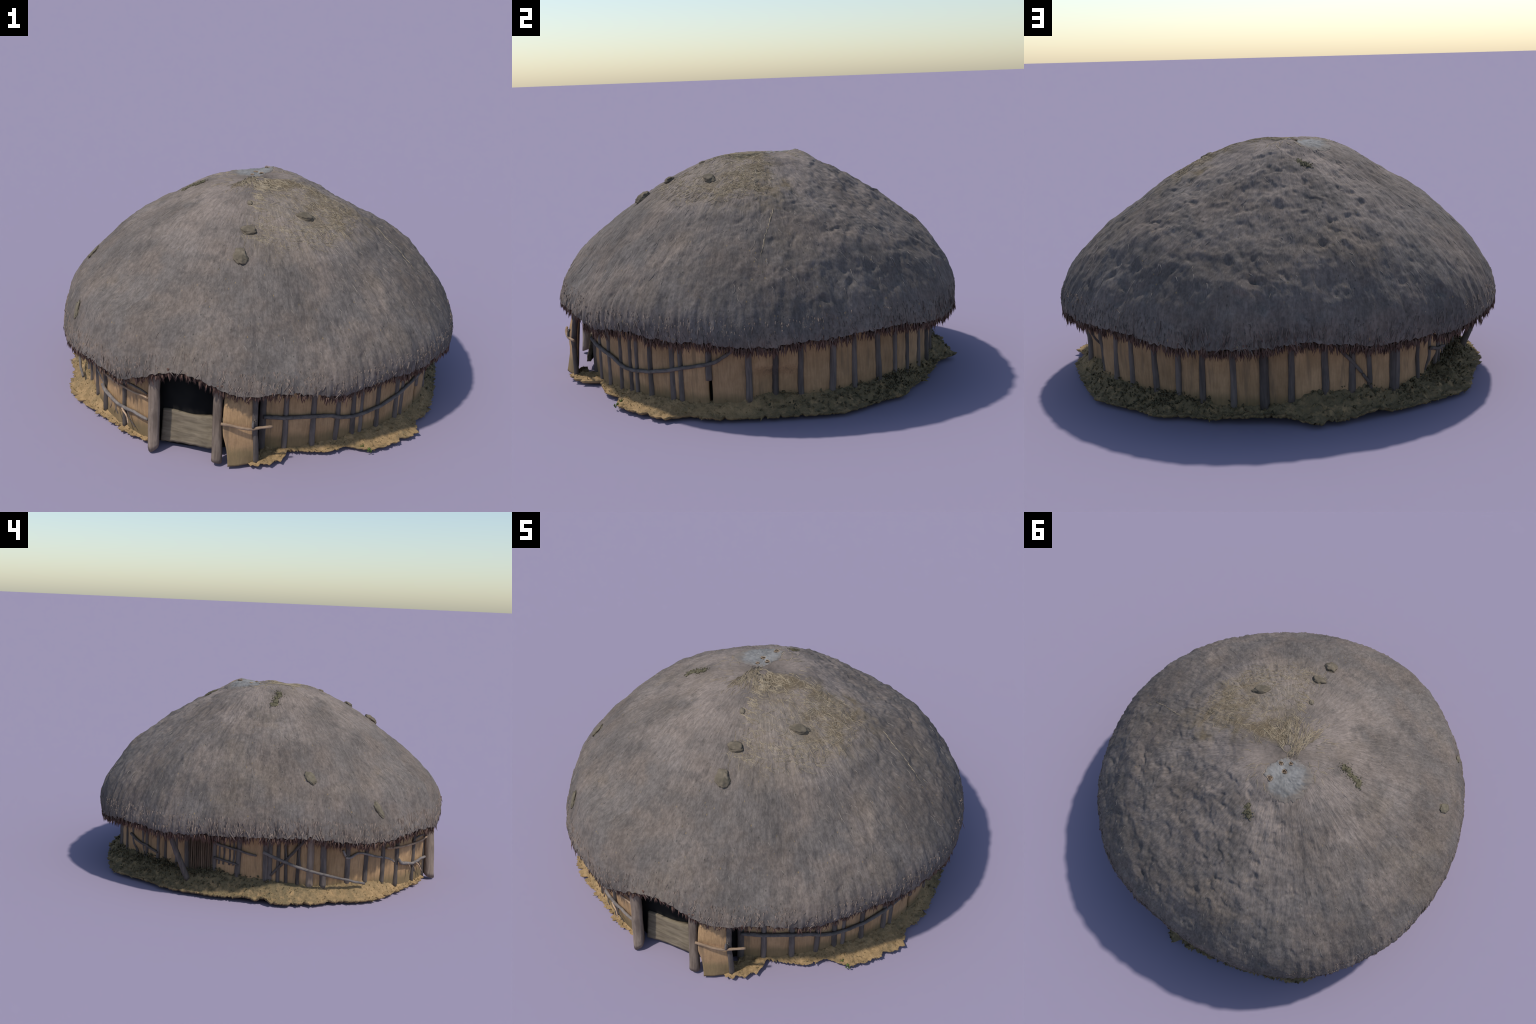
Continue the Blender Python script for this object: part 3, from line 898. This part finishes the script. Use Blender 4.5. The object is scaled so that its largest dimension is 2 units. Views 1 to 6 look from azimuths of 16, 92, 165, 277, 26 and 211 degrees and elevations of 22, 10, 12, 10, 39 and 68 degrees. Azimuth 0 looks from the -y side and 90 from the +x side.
def door_post(bottom, top, w0, d0, w1, d1, cut, seed, turn):
    n_, sides = 22, 20
    t = np.linspace(0, 1, n_)
    V = []
    for i in range(n_):
        c = np.array(bottom) + (np.array(top) - np.array(bottom)) * t[i]
        w, dd = w0 + (w1 - w0) * t[i], d0 + (d1 - d0) * t[i]
        for k in range(sides):
            a = TAU * k / sides
            ca, sa = math.cos(a), math.sin(a)
            e = 1 / (abs(ca) ** 3.0 + abs(sa) ** 3.0) ** (1 / 3.0)
            x, y = w / 2 * ca * e, dd / 2 * sa * e
            z = c[2]
            if cut is not None:
                z += (1 - t[i]) ** 8 * (cut[0] * x / w + cut[1] * y / dd)
            V.append([c[0] + x * math.cos(turn) - y * math.sin(turn), c[1] + x * math.sin(turn) + y * math.cos(turn), z])
    V = np.array(V)
    cen = np.repeat(V.reshape(n_, sides, 3).mean(1), sides, axis=0)
    dv = V - cen
    dv[:, 2] = 0
    V = V + dv * (.10 * fbm(V * [1, 1, .35], 26, seed, 3) + .05 * noise(V * [90, 90, 8], 1.0, seed + 4))[:, None]
    F = []
    for i in range(n_ - 1):
        for k in range(sides):
            k2 = (k + 1) % sides
            F.append([i * sides + k, i * sides + k2, (i + 1) * sides + k2, (i + 1) * sides + k])
    F.append(list(range(sides))[::-1])
    F.append([(n_ - 1) * sides + k for k in range(sides)])
    return make("door_post", V, F, M_DOORPOST, doorway)

door_post((-.201, -.938, .022), (-.207, -.912, .46), .050, .060, .052, .050, (.03, .012), 900, .55)
door_post((.106, -.944, .018), (.091, -.908, .42), .048, .046, .038, .040, (-.008, .0), 910, .2)

# low board across the opening
def board():
    nx, nz = 40, 16
    u = np.linspace(0, 1, nx); v = np.linspace(0, 1, nz)
    Uu, Vv = np.meshgrid(u, v)
    x = -.184 + .285 * Uu
    zt = .181 + .005 * np.sin(Uu * 9) - .005 * Uu
    zb = .026 + .010 * Uu
    zb = zb + .003 * noise(np.stack([Uu.ravel() * 14, 0 * Uu.ravel(), 0 * Uu.ravel()], -1), 1.0, 5).reshape(Uu.shape)
    z = zb + (zt - zb) * Vv
    y = -.892 + .012 * Uu + .022 * Vv + .004 * np.sin(Uu * 6 + Vv * 2)
    fr = np.stack([x, y, z], -1).reshape(-1, 3)
    fr[:, 1] += .0025 * noise(fr * [8, 1, 45], 1.0, 12)
    bk = fr + [0, .022, 0]
    n1 = nx * nz
    idx = lambda i, j: i * nx + j
    f = []
    for i in range(nz - 1):
        for j in range(nx - 1):
            f.append([idx(i, j), idx(i, j + 1), idx(i + 1, j + 1), idx(i + 1, j)])
            f.append([n1 + idx(i, j), n1 + idx(i + 1, j), n1 + idx(i + 1, j + 1), n1 + idx(i, j + 1)])
        f.append([idx(i, 0), idx(i + 1, 0), n1 + idx(i + 1, 0), n1 + idx(i, 0)])
        f.append([idx(i, nx - 1), n1 + idx(i, nx - 1), n1 + idx(i + 1, nx - 1), idx(i + 1, nx - 1)])
    for j in range(nx - 1):
        f.append([idx(0, j), n1 + idx(0, j), n1 + idx(0, j + 1), idx(0, j + 1)])
        f.append([idx(nz - 1, j), idx(nz - 1, j + 1), n1 + idx(nz - 1, j + 1), n1 + idx(nz - 1, j)])
    make("door_board", np.vstack([fr, bk]), f, M_BOARD, doorway)
board()

# free-standing daub screen beside the door, with its own post and rail
def screen():
    L = resample([(.113, -.868, .40), (.126, -.922, .30), (.130, -.941, .25), (.134, -.951, .205), (.136, -.954, .16), (.150, -.951, .10), (.160, -.958, .05), (.165, -.966, .012)], 30)
    Rr = resample([(.243, -.866, .40), (.252, -.882, .30), (.256, -.893, .21), (.264, -.900, .10), (.268, -.900, .05), (.272, -.896, .018)], 30)
    nu, nv = 22, 30
    u = np.linspace(0, 1, nu)
    fr = np.zeros((nv, nu, 3))
    for i in range(nv):
        fr[i] = L[i] + (Rr[i] - L[i]) * u[:, None]
        outw = np.array([.35, -.94, 0])
        fr[i] += outw * (.005 * np.sin(np.pi * u))[:, None]
    q = fr.reshape(-1, 3)
    q = q + np.array([.35, -.94, 0]) * (.003 * fbm(q, 24, 950, 2))[:, None]
    bk = q - np.array([.35, -.94, 0]) * .016
    n1 = nu * nv
    idx = lambda i, j: i * nu + j
    f = []
    for i in range(nv - 1):
        for j in range(nu - 1):
            f.append([idx(i, j), idx(i + 1, j), idx(i + 1, j + 1), idx(i, j + 1)])
            f.append([n1 + idx(i, j), n1 + idx(i, j + 1), n1 + idx(i + 1, j + 1), n1 + idx(i + 1, j)])
        f.append([idx(i, 0), n1 + idx(i, 0), n1 + idx(i + 1, 0), idx(i + 1, 0)])
        f.append([idx(i, nu - 1), idx(i + 1, nu - 1), n1 + idx(i + 1, nu - 1), n1 + idx(i, nu - 1)])
    for j in range(nu - 1):
        f.append([idx(0, j), idx(0, j + 1), n1 + idx(0, j + 1), n1 + idx(0, j)])
        f.append([idx(nv - 1, j), n1 + idx(nv - 1, j), n1 + idx(nv - 1, j + 1), idx(nv - 1, j + 1)])
    scr = make("door_screen", np.vstack([q, bk]), f, M_DAUB, doorway)
    V, F = tube(resample([(.272, -.893, .012), (.271, -.896, .10), (.263, -.897, .2), (.258, -.884, .30), (.246, -.862, .41)], 18), np.linspace(.0125, .0135, 18), 12, 1, .2, 33)
    make("screen_post", V, F, M_POST, scr)
    V, F = tube(resample([(.127, -.962, .222), (.17, -.955, .219), (.215, -.943, .210), (.255, -.925, .203), (.295, -.905, .208), (.338, -.880, .209)], 24),
                np.linspace(.0068, .0062, 24), 10, 1, .18, 34)
    make("screen_rail", V, F, M_FRESH, scr)
    V, F = tube(resample([(.262, -.925, .212), (.262, -.922, .232), (.270, -.915, .248)], 8), .006, 8, 1, .3, 35)
    make("screen_binding", V, F, M_RAIL, scr)
screen()

# ------------------------------------------------------------------ earth bank
BANK_R = [(12, .99), (15, 1.0), (19, 1.02), (22, 1.005), (25.2, .985), (27, .93), (28.3, .893), (33.4, .927), (40.6, .956), (45.5, .945), (47.2, .97), (50.5, 1.028),
          (56, 1.035), (61.6, 1.05), (66.2, 1.053), (71.2, .995), (79, 1.01), (84, .99), (89, .984), (95.2, .98), (103.3, .99),
          (110, 1.0), (117.4, .975), (124, .946), (130, .961), (138, .90), (144, .905), (151, .895), (160.8, .885), (164, .888),
          (167, .90), (172.5, .960), (174.1, .915), (177.8, .935), (182, .91), (186.5, .915), (189, .915), (191.5, .90), (199, .915),
          (205, .915), (212.4, .943), (219.5, .955), (231, .901), (235, .904), (244, .915), (249.5, .919), (256, .905), (263, .908),
          (269, .905), (272, .91), (275.7, .925), (278.2, .92), (280.3, .963), (284.6, .972), (291.5, .972), (295.7, .976), (298.5, .965),
          (302.8, .967), (308.5, 1.0), (315.4, 1.006), (319.6, .99), (323, .985), (326.5, .982), (331, .972), (339, .984), (344.5, .985), (348, .99)]
# where the turf edge curls up off the ground
BANK_LIFT = [(0, .0), (144, .002), (151, .018), (160.8, .022), (164, .020), (168, .006), (182, .006), (186, .026), (189.5, .024), (192, .004), (268, .003), (271, .016), (273, .014), (275.7, 0),
             (277.2, .018), (279, .016), (280.3, 0), (297, 0), (298.5, .012), (300, 0), (359, 0)]
NB, MB = 1100, 30
ab = np.linspace(13.0, 347.5, NB)
edge_r = around(BANK_R, ab)
edge_plain = edge_r - .010 - .010 * smooth(130, 150, ab)
circ = np.stack([np.sin(np.radians(ab)), np.cos(np.radians(ab)), 0 * ab], -1)
edge_r = edge_r - .004 - .010 * smooth(130, 150, ab) - .012 * smooth(.25, .7, noise(circ, 45, 64)) * 1.6
edge_r = edge_r + .008 * noise(circ, 38, 61) + .009 * noise(circ, 95, 62) + .006 * noise(circ, 190, 63)
inner_r = np.where(ab < 20, .925, wall_r(ab) - .028 - hollow(ab, .05))
edge_r = np.maximum(edge_r, inner_r + .035)
edge_plain = np.maximum(edge_plain, inner_r + .035)
fz = foot_z(ab)
rows = []
for i in range(MB + 1):
    f = i / MB
    r_ = inner_r + (edge_plain - inner_r) * f + (edge_r - edge_plain) * f ** 6
    prof = (1 - smooth(.12, 1.0, f)) * (1 - f * .25)
    z_ = .021 + (fz - .021) * prof + around(BANK_LIFT, ab) * f ** 2
    P = polar(ab, r_, z_)
    bush = np.exp(-((ab - 235) / 7.0) ** 2) + .5 * np.exp(-((ab - 222) / 6.0) ** 2) + .5 * np.exp(-((ab - 256) / 9.0) ** 2) + .3 * np.exp(-((ab - 130) / 9.0) ** 2)
    P[:, 2] += .018 * bush * math.exp(-((f - .28) / .3) ** 2)
    wild = .35 + .65 * smooth(95, 125, ab) * smooth(285, 262, ab)
    P[:, 2] += (.011 * fbm(P, 20, 70, 3) + .008 * np.abs(noise(P, 52, 73))) * (.5 + wild) * (1 - f ** 6 * .7)
    P[:, 2] -= .012 * smooth(.45, .8, noise(P, 48, 77)) * wild
    rows.append(P)
top = rows[-1]
for dr, z_ in ((.012, .010), (.05, .0015)):
    Q = polar(ab, np.maximum(edge_r - dr, inner_r), z_ + around(BANK_LIFT, ab) * .8)
    rows.append(Q)
rows.append(polar(ab, inner_r, np.full(NB, 0.0)))
BK = np.array(rows)
ROWB = BK.shape[0]
fac = []
for i in range(ROWB):
    i2 = (i + 1) % ROWB
    c = np.arange(NB - 1)
    fac.append(np.stack([i * NB + c, i2 * NB + c, i2 * NB + c + 1, i * NB + c + 1], -1))
fac = np.vstack(fac).tolist()
fac.append([i * NB for i in range(ROWB)][::-1])
fac.append([i * NB + NB - 1 for i in range(ROWB)])
bank = make("earth_bank", BK.reshape(-1, 3), fac, M_SOIL, root)
# floor inside, coloured black for the room's darkness
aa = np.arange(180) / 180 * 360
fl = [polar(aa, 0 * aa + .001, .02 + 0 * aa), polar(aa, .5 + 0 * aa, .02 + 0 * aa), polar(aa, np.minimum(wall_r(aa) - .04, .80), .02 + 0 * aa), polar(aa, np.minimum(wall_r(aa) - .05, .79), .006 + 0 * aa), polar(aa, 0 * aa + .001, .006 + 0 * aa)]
big_grid("earth_floor", np.array(fl), M_PAINTED_DARK, root)

# plants on the bank
def bank_point(az, f):
    j = int(np.clip((az - 13.0) / (347.5 - 13.0) * (NB - 1), 0, NB - 1))
    return BK[int(f * MB), j].copy()
g = np.random.default_rng(47)
bt = Batch()
def leaf(batch, base, g, size):
    dv = np.array([g.normal(0, .6), g.normal(0, .6), g.uniform(.2, 1)]); dv /= np.linalg.norm(dv)
    _, u, w = frame(dv)
    a = g.uniform(0, TAU)
    u, w = math.cos(a) * u + math.sin(a) * w, -math.sin(a) * u + math.cos(a) * w
    m = base + dv * size * .5
    t = .0012
    V = [base, m - u * size * .3, m + w * size * .08 + w * t, m + u * size * .3, base + dv * size - w * size * .15, m + w * size * .08 - w * t]
    F = [[0, 2, 1], [0, 3, 2], [1, 2, 4], [2, 3, 4], [0, 1, 5], [0, 5, 3], [1, 4, 5], [5, 4, 3]]
    batch.add(V, F)
for c, wdt, num, fm, up in ((235, 8, 300, .3, .02), (222, 7, 160, .3, .012), (256, 9, 260, .22, .012), (205, 14, 160, .4, .006), (130, 10, 260, .4, .008),
                        (110, 18, 120, .5, .004), (268, 12, 120, .3, .01), (185, 14, 120, .4, .004), (125, 25, 160, .5, .004)):
    for _ in range(num):
        a = g.normal(c, wdt * .7); f = float(np.clip(g.normal(fm, .25), .02, .95))
        if not 14 < a < 346:
            continue
        p = bank_point(a, f) + [0, 0, g.uniform(-.004, up)]
        leaf(bt, p, g, g.uniform(.010, .022))
bt.build("ground_leaves", M_LEAF, bank)
bt = Batch()
for _ in range(1300):
    a = g.uniform(14, 346)
    f = g.uniform(.1, .99)
    if a < 30 and g.random() < .5:
        continue
    p = bank_point(a, f)
    out = polar(a, 1, 0, 0, 0)
    dv = np.array([g.normal(0, .5), g.normal(0, .5), .55]) + out * .5 * f
    dv /= np.linalg.norm(dv)
    blade(bt, p - dv * .002, dv, g.uniform(.008, .02), g.uniform(.002, .004), g, .4, .4)
for _ in range(120):                          # straggling blades over the outer lip
    a = g.uniform(14, 346)
    p = bank_point(a, .985)
    out = polar(a, 1, 0, 0, 0)
    dv = out + np.array([g.normal(0, .5), g.normal(0, .5), g.normal(-.2, .2)]); dv /= np.linalg.norm(dv)
    blade(bt, p - dv * .004 - [0, 0, .004], dv, g.uniform(.010, .022), g.uniform(.004, .010), g, .4, .2)
bt.build("dry_grass", M_GRASS, bank)
# a few green sprouts at the lip by the right-hand front
for x, y in ((.733, -.619), (.70, -.60)):
    b_ = Batch()
    for _ in range(9):
        leaf(b_, np.array([x, y, .016]) + g.normal(0, .006, 3) * [1, 1, .3], g, .018)
    ob = b_.build("sprout", plain_material("sprout_leaf", (.10, .15, .04), (.18, .22, .08), 20, translucent=.15, vary=False), bank)
